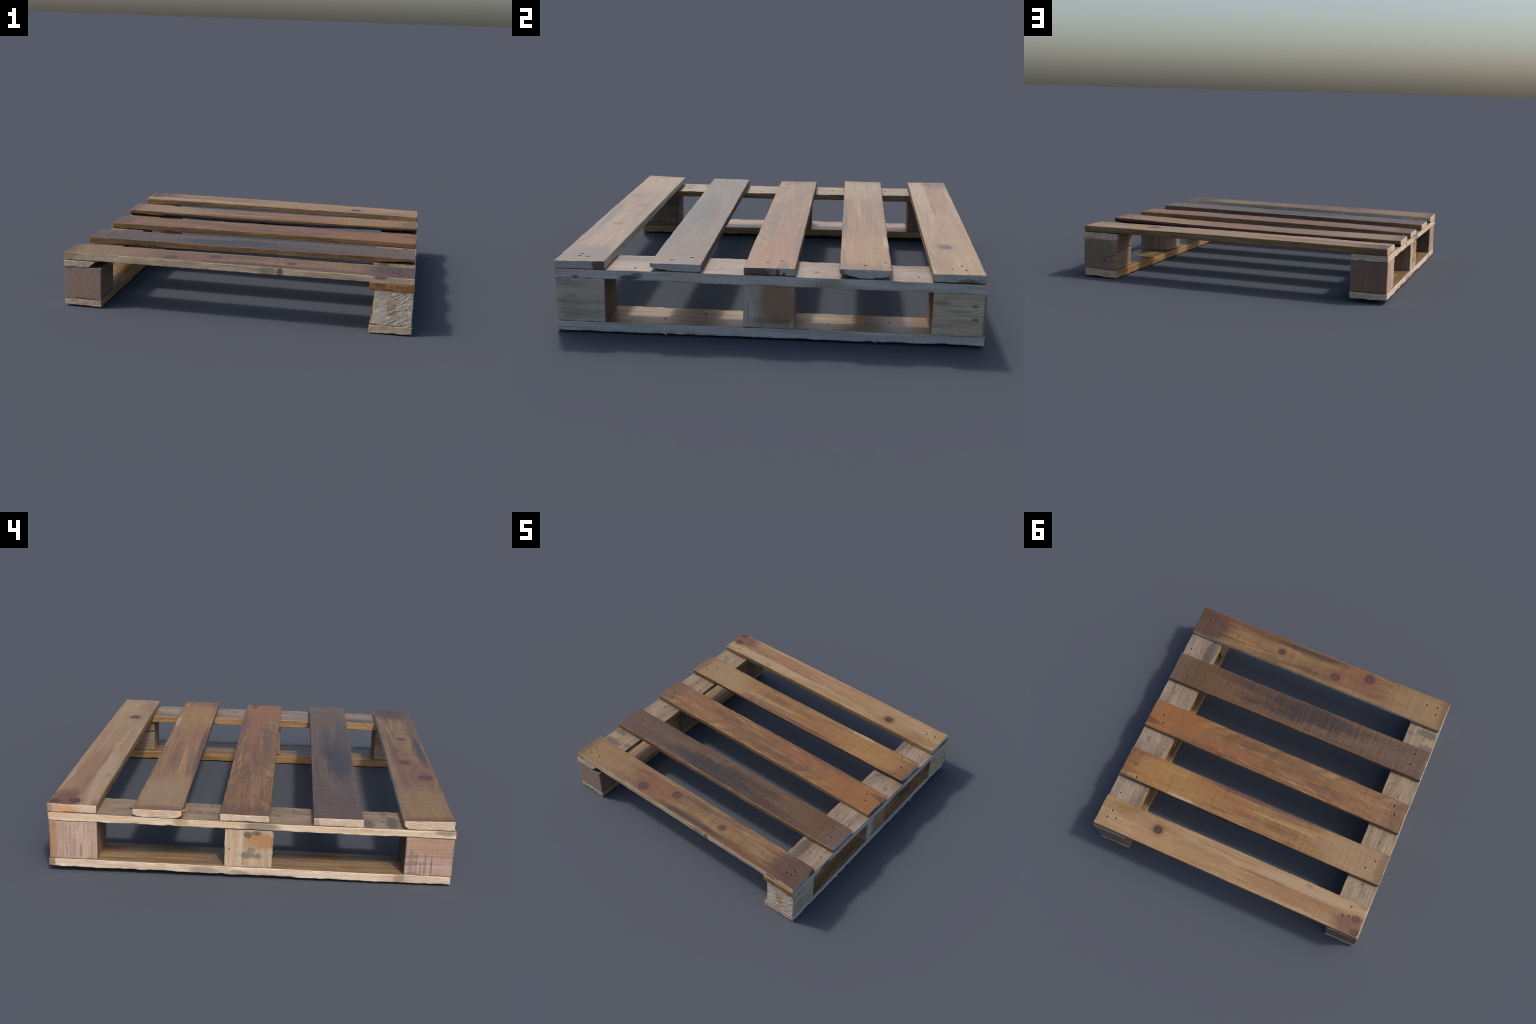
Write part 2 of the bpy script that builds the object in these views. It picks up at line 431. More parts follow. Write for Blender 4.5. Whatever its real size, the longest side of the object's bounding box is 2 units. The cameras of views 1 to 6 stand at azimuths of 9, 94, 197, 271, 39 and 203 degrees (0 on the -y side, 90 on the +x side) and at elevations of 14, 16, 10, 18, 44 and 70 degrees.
# --- deck boards: x-/x+ end, y edges at each end, top heights [x side][y side]
BOARDS = {
    "A": dict(x=(-0.993, 0.981), y0=(-0.914, -0.939), y1=(-0.688, -0.721), top=((0.318, 0.313), (0.323, 0.327)),
              bow=(0.002, 0),
              tones=(srgb(98, 70, 44), srgb(132, 99, 64), srgb(156, 124, 86)),
              side=(srgb(150, 126, 98, 0.95), srgb(184, 164, 136, 0.95), srgb(200, 184, 160, 0.95)),
              knots=[(0.299, -0.821, 0.022), (-0.141, -0.786, 0.030), (-0.383, -0.865, 0.034)],
              patches=[((0.93, -0.83, 0.3), (0.26, 0.2, 0.2), srgb(72, 48, 36), 0.9, 0.35),
                       ((0.55, -0.93, 0.3), (0.5, 0.05, 0.2), srgb(104, 62, 36), 0.7, 0.4),
                       ((0.05, -0.9, 0.3), (0.32, 0.02, 0.1), srgb(52, 38, 28), 0.85, 0.9),
                       ((0.1, -0.75, 0.3), (0.45, 0.018, 0.1), srgb(82, 58, 44), 0.55, 0.7),
                       ((-0.30, -0.82, 0.3), (0.26, 0.11, 0.1), srgb(124, 80, 50), 0.75, 0.5),
                       ((-0.78, -0.80, 0.3), (0.28, 0.16, 0.1), srgb(146, 116, 76), 0.7, 0.5),
                       ((-1.02, -0.82, 0.3), (0.09, 0.2, 0.1), srgb(102, 72, 46), 0.65, 0.4)],
              holes=[(0.903, -0.849), (0.868, -0.849), (0.907, -0.812), (-0.838, -0.841), (-0.916, -0.848), (-0.92, -0.793)],
              saw=0.30, specks=0.55),
    "B": dict(x=(-0.995, 0.979), y0=(-0.501, -0.521), y1=(-0.277, -0.301), top=((0.312, 0.312), (0.327, 0.327)),
              bow=(0.0005, 0),
              rough=0.36, tones=(srgb(70, 48, 32), srgb(98, 71, 48), srgb(120, 92, 66)),
              side=(srgb(86, 60, 36), srgb(126, 94, 58), srgb(150, 118, 80)),
              knots=[],
              patches=[((1.04, -0.43, 0.3), (0.22, 0.6, 0.3), srgb(106, 86, 76), 0.85, 0.04),
                       ((0.72, -0.4, 0.3), (0.3, 0.2, 0.1), srgb(104, 76, 46), 0.7, 0.5),
                       ((-0.12, -0.43, 0.3), (0.42, 0.09, 0.1), srgb(46, 34, 29), 0.9, 0.7),
                       ((0.2, -0.48, 0.3), (0.5, 0.05, 0.1), srgb(66, 48, 38), 0.6, 0.7),
                       ((-0.82, -0.39, 0.3), (0.3, 0.2, 0.1), srgb(92, 68, 54), 0.6, 0.5)],
              holes=[(0.915, -0.435), (0.871, -0.355), (-0.884, -0.448), (-0.881, -0.363)],
              saw=0.4, specks=0.4),
    "C": dict(x=(-0.990, 0.983), y0=(-0.073, -0.115), y1=(0.150, 0.104), top=((0.309, 0.312), (0.323, 0.326)),
              belly=0.003, bow=(0.004, 0),
              tones=(srgb(96, 64, 36), srgb(138, 96, 56), srgb(166, 126, 78)),
              side=(srgb(88, 60, 34), srgb(132, 98, 58), srgb(156, 120, 78)),
              knots=[],
              patches=[((0.85, -0.01, 0.3), (0.42, 0.17, 0.2), srgb(148, 96, 50), 0.8, 0.5),
                       ((0.38, 0.045, 0.3), (0.36, 0.045, 0.1), srgb(144, 92, 54), 0.75, 0.4),
                       ((0.98, 0.05, 0.3), (0.1, 0.035, 0.1), srgb(98, 52, 32), 0.75, 0.7),
                       ((0.55, 0.1, 0.3), (0.35, 0.03, 0.1), srgb(104, 64, 40), 0.65, 0.6),
                       ((-0.1, -0.04, 0.3), (0.3, 0.06, 0.1), srgb(108, 76, 44), 0.5, 0.8),
                       ((-1.0, 0.04, 0.3), (0.16, 0.2, 0.2), srgb(100, 72, 46), 0.7, 0.5)],
              figure=(0.3, 0.0, 14.0, 0.16, srgb(98, 62, 36), 0.6),
              holes=[(0.894, -0.017), (0.869, 0.042), (-0.89, -0.028), (-0.913, 0.032)],
              saw=0.12, specks=0.6),
    "D": dict(x=(-0.996, 0.981), y0=(0.327, 0.294), y1=(0.549, 0.511), top=((0.320, 0.321), (0.331, 0.333)),
              belly=0.004, bow=(-0.007, 0),
              tones=(srgb(112, 76, 42), srgb(152, 112, 66), srgb(172, 138, 92)),
              side=(srgb(70, 42, 24), srgb(112, 76, 44), srgb(140, 104, 64)),
              knots=[],
              patches=[((0.6, 0.41, 0.3), (0.35, 0.13, 0.1), srgb(166, 124, 68), 0.6, 0.5),
                       ((0.98, 0.40, 0.3), (0.1, 0.2, 0.1), srgb(116, 78, 42), 0.6, 0.5),
                       ((0.2, 0.37, 0.3), (0.3, 0.1, 0.1), srgb(146, 94, 54), 0.6, 0.6),
                       ((-0.05, 0.315, 0.3), (0.55, 0.03, 0.1), srgb(84, 54, 42), 0.85, 0.55),
                       ((-0.25, 0.35, 0.3), (0.3, 0.035, 0.1), srgb(110, 74, 56), 0.6, 0.6),
                       ((-0.8, 0.43, 0.3), (0.35, 0.14, 0.1), srgb(158, 132, 98), 0.7, 0.5),
                       ((-1.0, 0.45, 0.3), (0.08, 0.2, 0.1), srgb(112, 84, 56), 0.75, 0.4),
                       ((0.5, 0.508, 0.3), (0.12, 0.012, 0.1), srgb(188, 164, 150), 0.7, 0.8)],
              holes=[(0.910, 0.406), (0.862, 0.493), (-0.912, 0.398), (-0.864, 0.467)],
              saw=0.32, specks=0.3),
    "E": dict(x=(-0.988, 0.988), y0=(0.718, 0.687), y1=(0.941, 0.906), top=((0.326, 0.330), (0.325, 0.326)),
              bow=(0.003, 0.002),
              tones=(srgb(138, 104, 66), srgb(166, 134, 94), srgb(182, 154, 118)),
              side=(srgb(92, 66, 40), srgb(136, 106, 68), srgb(158, 128, 88)),
              knots=[(0.553, 0.781, 0.027), (-0.938, 0.827, 0.024), (-0.956, 0.912, 0.022)],
              patches=[((-0.55, 0.855, 0.3), (0.62, 0.055, 0.1), srgb(146, 104, 64), 0.75, 0.4),
                       ((-0.35, 0.805, 0.3), (0.32, 0.016, 0.1), srgb(134, 84, 50), 0.75, 0.4),
                       ((-0.94, 0.88, 0.3), (0.2, 0.10, 0.1), srgb(106, 64, 40), 0.9, 0.3),
                       ((-0.7, 0.815, 0.3), (0.2, 0.018, 0.1), srgb(118, 82, 60), 0.6, 0.4),
                       ((0.3, 0.86, 0.3), (0.5, 0.06, 0.1), srgb(160, 122, 80), 0.5, 0.6),
                       ((-0.563, 0.738, 0.33), (0.032, 0.016, 0.06), srgb(46, 34, 26), 0.95, 0.25),
                       ((-0.6, 0.76, 0.3), (0.45, 0.05, 0.1), srgb(182, 154, 124), 0.6, 0.5),
                       ((-1.0, 0.73, 0.3), (0.12, 0.02, 0.1), srgb(122, 84, 54), 0.6, 0.4)],
              figure=(-0.2, 0.84, 60.0, 0.11, srgb(150, 112, 74), 0.4),
              holes=[(0.906, 0.778), (0.923, 0.834), (0.861, 0.823), (-0.876, 0.756), (-0.841, 0.835), (-0.881, 0.819)],
              saw=0.10, specks=0.2),
}
# top face of each stringer board along y (they sag a little at one end)
STR_NEG = ([-0.95, -0.5, -0.28, 0.14, 0.44, 0.72, 0.95], [0.272, 0.272, 0.273, 0.277, 0.281, 0.288, 0.289])
STR_POS = ([-0.95, -0.5, 0.0, 0.5, 0.95], [0.287, 0.291, 0.291, 0.291, 0.288])


def bilinear_top(b, x, y):
    i = (x - b["x"][0]) / (b["x"][1] - b["x"][0])
    y0 = b["y0"][0] * (1 - i) + b["y0"][1] * i
    y1 = b["y1"][0] * (1 - i) + b["y1"][1] * i
    j = (y - y0) / (y1 - y0)
    t = b["top"]
    return (t[0][0] * (1 - j) + t[0][1] * j) * (1 - i) + (t[1][0] * (1 - j) + t[1][1] * j) * i


def board_lift(b, x):
    f = (x - b["x"][0]) / (b["x"][1] - b["x"][0])
    return b["bow"][0] * 4 * f * (1 - f) + b["bow"][1] * f


def wane(profile_x, profile_v, table):
    """Bark-side rounding of a board's underside: lift of the lower face as a share of thickness."""
    def fn(v, f):
        lift = np.zeros(len(v))
        for i in range(len(profile_x) - 1):
            a, b = profile_x[i], profile_x[i + 1]
            m = (f[:, 0] >= a) & (f[:, 0] <= b)
            t = (f[m, 0] - a) / (b - a)
            t = t * t * (3 - 2 * t)
            lift[m] = np.interp(f[m, 1], profile_v, table[i]) * (1 - t) + np.interp(f[m, 1], profile_v, table[i + 1]) * t
        lift *= 1 + 0.25 * noise(v, (9, 20, 20), 61, 2)
        v = v.copy()
        v[:, 2] += lift * 0.038 * (1 - f[:, 2])
        return v
    return fn


WV = [0, 0.08, 0.2, 0.4, 0.62, 0.8, 0.92, 1]
SHAPES = {
    "D": wane([0, 0.06, 0.5, 0.9, 1.0], WV,
              [[0.35, 0.1, 0, 0, 0, 0, 0.06, 0.3], [0.35, 0.12, 0, 0, 0, 0, 0.08, 0.35],
               [0.4, 0.15, 0.03, 0, 0, 0.0, 0.06, 0.25], [0.5, 0.30, 0.18, 0.02, 0, 0.12, 0.3, 0.5],
               [0.6, 0.45, 0.25, 0.03, 0, 0.14, 0.32, 0.5]]),
    "B": wane([0, 0.85, 1.0], WV,
              [[0, 0, 0, 0, 0, 0, 0, 0], [0.1, 0, 0, 0, 0, 0, 0, 0.05], [0.45, 0.3, 0.16, 0.02, 0, 0, 0.02, 0.12]]),
    "A": wane([0, 0.1, 1.0], WV,
              [[0, 0, 0, 0, 0, 0, 0.05, 0.4], [0, 0, 0, 0, 0, 0, 0, 0.2], [0, 0, 0, 0, 0, 0, 0, 0]]),
}

CUT_STAINS = {"E": [((-0.99, 0.87, 0.30), (0.03, 0.07, 0.04), srgb(196, 142, 96, 1.1), 0.8, 0.3), ((-0.99, 0.935, 0.30), (0.03, 0.02, 0.04), srgb(120, 104, 90), 0.6, 0.4)],
              "D": [((-0.99, 0.46, 0.315), (0.03, 0.08, 0.012), srgb(204, 160, 124, 1.1), 0.5, 0.5)],
              "B": [((-0.99, -0.29, 0.29), (0.03, 0.015, 0.03), srgb(150, 120, 96), 0.6, 0.5)]}
CUT_STAINS_FAR = {"A": [((0.98, -0.745, 0.305), (0.03, 0.036, 0.05), srgb(96, 66, 42), 0.9, 0.5)],
                  "C": [((0.98, -0.06, 0.30), (0.03, 0.08, 0.05), srgb(92, 66, 46), 0.9, 0.35), ((0.98, 0.03, 0.30), (0.03, 0.012, 0.03), srgb(80, 54, 38), 0.85, 0.7),
                        ((0.98, 0.055, 0.29), (0.03, 0.010, 0.02), srgb(60, 40, 30), 0.9, 0.5)],
                  "D": [((0.98, 0.30, 0.31), (0.03, 0.02, 0.05), srgb(110, 90, 68), 0.7, 0.4)],
                  "E": [((0.98, 0.83, 0.295), (0.03, 0.07, 0.018), srgb(128, 102, 82), 0.8, 0.4)]}

RICH = (1.10, 1.08, 1.05, 1.06, 1.05)

nail_mesh = bpy.data.meshes.new("nail_head")
import bmesh
bm_ = bmesh.new()
bmesh.ops.create_uvsphere(bm_, u_segments=16, v_segments=8, radius=0.0068)
for vv in bm_.verts:
    vv.co.z *= 0.35
bm_.to_mesh(nail_mesh)
bm_.free()
nail_mesh.materials.append(nail_mat)
nail_mesh.polygons.foreach_set("use_smooth", np.ones(len(nail_mesh.polygons), bool))


def add_nail(parent, x, y, z):
    ob = bpy.data.objects.new("nail", nail_mesh)
    bpy.context.scene.collection.objects.link(ob)
    ob.parent = parent
    ob.location = (x, y, z)
    ob.rotation_euler = (rng.uniform(-0.25, 0.25), rng.uniform(-0.25, 0.25), rng.uniform(0, 6))
    return ob


for bi, (key, b) in enumerate(BOARDS.items()):
    ym = [(b["y0"][i], b["y1"][i]) for i in (0, 1)]
    bot = [[np.interp(ym[i][j], *(STR_NEG if i == 0 else STR_POS)) + 0.0012 for j in (0, 1)] for i in (0, 1)]
    GROW = 0.0016
    cor = [[[(b["x"][i] + (2 * i - 1) * GROW, ym[i][j] + (2 * j - 1) * GROW, (bot, b["top"])[k][i][j] + k * 0.0006) for k in (0, 1)] for j in (0, 1)] for i in (0, 1)]
    top_mat = wood("deck_wood_" + "amber umber orange honey straw".split()[bi], tuple(richer(t, RICH[bi], 0.92) for t in b["tones"]), "x", 1.0 + bi * 2.7, b["knots"],
                   [(pc, pr, richer(pt, RICH[bi], 0.92), ps, pg) for pc, pr, pt, ps, pg in b["patches"]], b.get("figure"), 1.0, b["saw"], b["specks"], bump=0.4, rough=b.get("rough", 0.42), rim_dark=b.get("rim", 0.6))
    side_mat = wood("deck_edge_" + "amber umber orange honey straw".split()[bi], b["side"], "x", 9.0 + bi * 1.3, (),
                    [((0.25, -0.93, 0.3), (0.02, 0.05, 0.05), INK, 0.8, 0.5), ((0.18, -0.93, 0.3), (0.05, 0.05, 0.05), GREY, 0.6, 0.6),
                     ((0.80, -0.93, 0.325), (0.05, 0.05, 0.024), srgb(92, 62, 46), 0.85, 0.25),
                     ((-0.97, -0.93, 0.3), (0.05, 0.05, 0.05), srgb(150, 116, 66), 0.6, 0.4)] if key == "A" else (),
                    None, 0.9, 0.12, 0.4, rough=0.7)
    yc = 0.25 * sum(b["y0"] + b["y1"])
    pith = (0, yc + (0.05, -0.06, 0.02, 0.0, 0.06)[bi], (0.21, 0.46, 0.50, 0.50, 0.17)[bi])
    cut_mats = [wood("sawn_end_grain", CUT, "x", 3.0 + bi, contrast=0.6, saw=0.0, specks=0.35, bump=0.5, rough=0.75, lines_=0.0,
                     rings=(pith, 0.009, srgb(176, 136, 104), 0.45), patches=CUT_STAINS.get(key, ())),
                wood("cool_tinted_end_grain", CUT_GREY, "x", 4.0 + bi, contrast=0.7, saw=0.0, specks=0.35, bump=0.5, rough=0.75, lines_=0.0,
                     rings=(pith, 0.009, srgb(140, 126, 110), 0.4), patches=CUT_STAINS_FAR.get(key, ()))]
    base_shape = SHAPES.get(key)

    def shp(v, f, base_shape=base_shape, bow=b["bow"], belly=b.get("belly", 0.001)):
        v = base_shape(v, f) if base_shape else v.copy()
        v[:, 2] -= belly * (1 - f[:, 2]) * smooth(0.14, 0.3, f[:, 0]) * smooth(0.14, 0.3, 1 - f[:, 0])
        v[:, 2] += bow[0] * 4 * f[:, 0] * (1 - f[:, 0]) + bow[1] * f[:, 0]
        return v

    def slots(side, ctr, w, key=key):
        m = np.zeros(len(side))
        m[(side == 2) | (side == 3) | (side == 4)] = 1
        m[side == 0] = 2
        m[side == 1] = 4
        # worn arrises show fresher wood
        wear = noise(w, (14, 40, 40), 55, 3)
        m[(side == 5) & (np.minimum(ctr[:, 1], 1 - ctr[:, 1]) < 0.012) & (wear > 0.05) & (key != "A")] = 1
        if key == "D":
            m[(side == 4) & ((ctr[:, 1] < 0.3) | (ctr[:, 1] > 0.75))] = 3
            m[((side == 2) | (side == 3)) & (ctr[:, 2] < 0.42) & (ctr[:, 0] > 0.12)] = 3
        return m

    ob = timber("deck_board", pallet, cor, (0.006, 0.0045, 0.006), [top_mat, side_mat, cut_mats[0], bark_mat, cut_mats[1]], "x", 20 + bi * 7,
                saw_ridge=0.0007 if key == "B" else 0.0004, holes=[(x, y, 0.0084, 0.0085) for x, y in b["holes"]],
                shape=shp, slots=slots, fine_ends=(0.18, 0, 0))
    for (x, y) in b["holes"]:
        add_nail(ob, x, y, bilinear_top(b, x, y) + board_lift(b, x) - 0.0062)

# --- stringer boards (run along y)
str_neg_mat = wood("stringer_wood_pale", (srgb(98, 78, 58), srgb(146, 122, 94), srgb(176, 154, 126)), "y", 4.0,  # tones lowered for the darker grazing look facing away from the sun
                   (),
                   [((-0.92, -0.64, 0.27), (0.09, 0.03, 0.1), srgb(76, 70, 62), 0.8, 0.9),
                    ((-0.95, -0.53, 0.27), (0.06, 0.03, 0.1), srgb(80, 74, 66), 0.75, 0.9),
                    ((-0.80, -0.61, 0.27), (0.06, 0.02, 0.1), srgb(94, 80, 64), 0.6, 0.9),
                    ((-0.99, -0.05, 0.25), (0.04, 0.12, 0.03), srgb(96, 92, 88), 0.7, 0.6)],
                   None, 1.0, 0.1, 0.8, rough=0.52, streak=0.35, lines_=0.3)
str_neg_edge = wood("stringer_edge_pale", (srgb(180, 152, 120, 1.15), srgb(206, 183, 152, 1.15), srgb(216, 198, 172, 1.15)), "y", 5.0, (),
                    [((-0.99, -0.04, 0.255), (0.04, 0.10, 0.03), srgb(112, 108, 102), 0.75, 0.6),
                     ((-0.99, 0.33, 0.265), (0.03, 0.05, 0.02), srgb(172, 146, 96), 0.7, 0.5),
                     ((-0.99, -0.88, 0.265), (0.03, 0.06, 0.02), srgb(128, 122, 112), 0.75, 0.5)], None, 0.8, 0.06, 0.2, rough=0.72)
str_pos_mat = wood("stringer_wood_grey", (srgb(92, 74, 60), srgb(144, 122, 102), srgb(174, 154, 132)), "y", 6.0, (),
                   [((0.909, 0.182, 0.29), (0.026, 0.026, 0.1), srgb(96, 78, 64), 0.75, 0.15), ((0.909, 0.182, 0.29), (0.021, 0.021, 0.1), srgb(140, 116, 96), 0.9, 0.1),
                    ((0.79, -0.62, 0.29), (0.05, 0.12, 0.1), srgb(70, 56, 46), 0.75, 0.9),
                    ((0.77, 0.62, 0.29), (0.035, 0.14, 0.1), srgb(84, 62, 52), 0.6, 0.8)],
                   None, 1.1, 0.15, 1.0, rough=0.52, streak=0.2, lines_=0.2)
str_pos_edge = wood("stringer_edge_grey", (srgb(150, 142, 132, 1.1), srgb(190, 180, 168, 1.1), srgb(204, 198, 188, 1.1)), "y", 7.0, (),
                    [((0.985, -0.615, 0.258), (0.02, 0.045, 0.014), srgb(40, 42, 60), 0.9, 0.5),
                     ((0.985, -0.58, 0.268), (0.02, 0.03, 0.018), srgb(60, 60, 74), 0.7, 0.8),
                     ((0.985, -0.85, 0.253), (0.02, 0.016, 0.012), srgb(80, 66, 56), 0.8, 0.2),
                     ((0.985, 0.25, 0.27), (0.02, 0.09, 0.03), srgb(158, 146, 112), 0.6, 0.3)], None, 0.8, 0.05, 0.3, rough=0.72)
gold_edge = wood("inner_edge_golden", (srgb(138, 100, 58), srgb(176, 136, 86), srgb(194, 158, 110)), "y", 8.0, (), (), None, 0.9, 0.08, 0.25, rough=0.7)
orange_end = wood("resinous_end_grain", (srgb(120, 78, 38), srgb(164, 112, 56), srgb(184, 136, 80)), "y", 2.0, (), (), None, 0.9, 0.0, 0.4,
                  bump=0.5, rings=((0.8, 0, 0.3), 0.02, srgb(120, 74, 36), 0.5))
pale_end = wood("pale_end_grain", tuple(richer(t, 0.8, 1.0) for t in CREAM), "y", 2.5, (), (), None, 0.8, 0.0, 0.3, bump=0.5, rings=((-0.9, 0, 0.34), 0.012, srgb(150, 120, 86), 0.4))


def sag_top(table, base0, base1, y0, y1):
    """Follow the stringer's measured top line."""
    def fn(v, f):
        v = v.copy()
        want = np.interp(v[:, 1], *table)
        lin = base0 + (base1 - base0) * (v[:, 1] - y0) / (y1 - y0)
        v[:, 2] += (want - lin) * f[:, 2]
        return v
    return fn


def broken_end(v, f):
    """The inner corner of one stringer end has split away."""
    v = sag_top(STR_NEG, 0.272, 0.289, -0.923, 0.940)(v, f)
    rag = 0.010 * noise(v, (25, 25, 60), 71, 3)
    up = 1 - f[:, 2]
    lim = np.interp(v[:, 1], [-0.93, -0.90, -0.76, -0.70], [-0.820, -0.812, -0.795, -0.70]) - 0.036 * up + rag
    v[:, 0] = np.where(v[:, 1] < -0.70, np.minimum(v[:, 0], lim), v[:, 0])
    return v


def knot_bump(w, nrm):
    d = np.hypot(w[:, 0] - 0.909, w[:, 1] - 0.182)
    return np.where(nrm[:, 2] > 0.9, 0.004 * (1 - smooth(0.012, 0.024, d)), 0.0)


def rail_slots(outer, end0=3, end1=3):
    def fn(side, ctr, w):
        m = np.zeros(len(side))
        m[side == outer] = 1
        m[side == 1 - outer] = 2
        m[side == 4] = 2
        m[side == 2] = end0
        m[side == 3] = end1
        return m
    return fn


RAIL = (0.0045, 0.006, 0.006)
s_neg = timber("stringer_board", pallet, box((-0.998, -0.996), (-0.776, -0.774), -0.925, 0.940, (0.2355, 0.2495), (0.272, 0.289)),
               RAIL, [str_neg_mat, str_neg_edge, gold_edge, pale_end], "y", 101, shape=broken_end, slots=rail_slots(0),
               edge=(0.0020, 0.0060), wavy=1.6)
s_pos = timber("stringer_board", pallet, box((0.745, 0.753), (0.984, 0.996), -0.941, 0.915, (0.2465, 0.2455), (0.287, 0.288)),
               RAIL, [str_pos_mat, str_pos_edge, gold_edge, orange_end, pale_end], "y", 111,
               shape=sag_top(STR_POS, 0.287, 0.288, -0.941, 0.915), slots=rail_slots(1, 3, 4), relief_fn=knot_bump, edge=(0.0020, 0.0055), wavy=1.6)

# --- bottom boards
bot_top = wood("bottom_wood_golden", (srgb(98, 72, 46), srgb(146, 116, 80), srgb(174, 146, 108)), "y", 12.0, (),
               [((-0.8, -0.62, 0.05), (0.06, 0.16, 0.1), srgb(86, 58, 34), 0.75, 0.8), ((-0.79, 0.45, 0.05), (0.05, 0.25, 0.1), srgb(92, 62, 38), 0.7, 0.8),
                ((0.78, 0.3, 0.05), (0.05, 0.2, 0.1), srgb(96, 62, 40), 0.6, 0.9), ((0.92, 0.45, 0.05), (0.03, 0.1, 0.1), srgb(84, 72, 58), 0.6, 1.0),
                ((0.80, 0.66, 0.05), (0.05, 0.06, 0.1), srgb(134, 84, 46), 0.7, 0.6), ((-0.85, 0.66, 0.05), (0.05, 0.06, 0.1), srgb(134, 86, 48), 0.7, 0.6)],
               None, 1.0, 0.12, 0.4, rough=0.45)
bot_edge_far = wood("bottom_edge_grey", (srgb(158, 150, 140, 1.0), srgb(194, 187, 178, 1.0), srgb(206, 201, 194, 1.0)), "y", 14.0, (), (), None, 0.7, 0.05, 0.25, rough=0.74)
bot_edge = wood("bottom_edge_cream", (srgb(174, 146, 122, 1.15), srgb(202, 180, 156, 1.15), srgb(214, 196, 176, 1.15)), "y", 13.0, (),
                [((-0.99, 0.23, 0.03), (0.03, 0.07, 0.03), srgb(140, 130, 118), 0.6, 0.9), ((-0.99, 0.07, 0.02), (0.03, 0.05, 0.02), srgb(132, 126, 116), 0.6, 0.9),
                 ((-0.99, 0.93, 0.045), (0.03, 0.022, 0.04), srgb(112, 98, 84), 0.8, 0.4), ((-0.99, -0.68, 0.03), (0.03, 0.03, 0.03), srgb(150, 126, 104), 0.7, 0.7)],
                None, 0.8, 0.06, 0.3, rough=0.74)

b_neg = timber("bottom_board", pallet, box((-0.995, -0.996), (-0.779, -0.776), -0.920, 0.943, (0.0062, 0.0235), (0.0465, 0.0625)), RAIL,
               [bot_top, bot_edge, gold_edge, pale_end], "y", 121, slots=rail_slots(0), edge=(0.0020, 0.0060), wavy=1.6)
b_pos = timber("bottom_board", pallet, box((0.754, 0.760), (0.987, 0.980), -0.939, 0.921, ((0.0004, 0.0035), (0.0062, 0.0100)), ((0.0475, 0.0510), (0.0495, 0.0545))), RAIL,
               [bot_top, bot_edge_far, gold_edge, pale_end], "y", 131, slots=rail_slots(1), edge=(0.0020, 0.0060), wavy=1.6)

# small dark nails and holes in the stringers between the deck boards
for ob, pts, z in ((s_neg, [(-0.908, -0.597), (-0.819, -0.191), (-0.894, -0.112), (-0.814, 0.2), (-0.892, 0.251), (-0.892, 0.575)], STR_NEG),
                   (s_pos, [(0.939, -0.594), (0.92, 0.631)], STR_POS)):
    for (x, y) in pts:
        n_ = add_nail(ob, x, y, np.interp(y, *z) + 0.0002)
        n_.scale = (0.75, 0.75, 0.75)
for ob, sx in ((b_neg, -1), (b_pos, 1)):
    for y in (-0.47, -0.30, 0.25, 0.52, 0.42):
        n_ = add_nail(ob, sx * (0.88 + rng.uniform(-0.05, 0.05)), y, 0.0515 + (0.006 * y if sx < 0 else 0.001 * y))
        n_.scale = (0.7, 0.7, 0.7)

# --- blocks
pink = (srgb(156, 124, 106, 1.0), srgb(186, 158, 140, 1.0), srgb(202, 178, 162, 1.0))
brown = (srgb(104, 80, 64), srgb(142, 114, 94), srgb(164, 138, 116))  # inner faces: ambient shade between the blocks baked into darker wood
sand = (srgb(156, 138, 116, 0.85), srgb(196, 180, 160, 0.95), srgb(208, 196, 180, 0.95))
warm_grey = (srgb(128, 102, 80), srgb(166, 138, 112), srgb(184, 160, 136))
beige = (srgb(164, 142, 112, 0.9), srgb(202, 180, 150, 1.0), srgb(212, 194, 168, 1.0))


def ridges(w, nrm):
    """Coarse diagonal saw tearing on the block's cut face."""
    u = w[:, 0] * 0.87 + w[:, 2] * 0.5
    t = noise(np.stack([w[:, 2] * 0.87 - w[:, 0] * 0.5, u * 0.2, w[:, 1]], 1), (170, 150, 5), 82, 3) * 1.4
    t = np.clip(t, -1.2, 0.5) * smooth(0.78, 0.90, w[:, 0]) ** 0.6
    pits = -np.clip(noise(w, (75, 75, 75), 83, 2) - 0.25, 0, 1) * 2.0
    return np.where(nrm[:, 1] < -0.9, 0.0015 * t + 0.0016 * pits, 0.0)


def pitted(w, nrm):
    return np.where(nrm[:, 1] > 0.9, 0.0025 * noise(w, (120, 120, 120), 85, 2), 0.0)


def crack(v, f):
    """A drying crack runs from the pith across the inner side."""
    v = v.copy()
    line = 0.130 + (v[:, 0] - 0.84) * -0.30 + (0.905 - v[:, 1]) * 0.12
    d = np.abs(v[:, 2] - line)
    inner = (f[:, 0] < 0.001)
    v[:, 0] += np.where(inner, 0.009 * (1 - smooth(0.001, 0.007, d)), 0)
    endf = (f[:, 1] > 0.999) & (v[:, 0] < 0.85)
    v[:, 1] -= np.where(endf, 0.006 * (1 - smooth(0.001, 0.006, d)), 0)
    return v


def bark_corner(v, f):
    """Splintered corner on the middle block."""
    v = v.copy()
    near = (1 - smooth(0.0, 0.06, f[:, 0])) * (1 - smooth(0.0, 0.06, f[:, 1])) * smooth(0.3, 0.4, f[:, 2]) * (1 - smooth(0.94, 1.0, f[:, 2]))
    v[:, 1] -= near * 0.008 * (0.5 + noise(v, (10, 10, 60), 91, 3))
    v[:, 0] -= near * 0.004 * noise(v, (60, 60, 60), 92, 2)
    return v


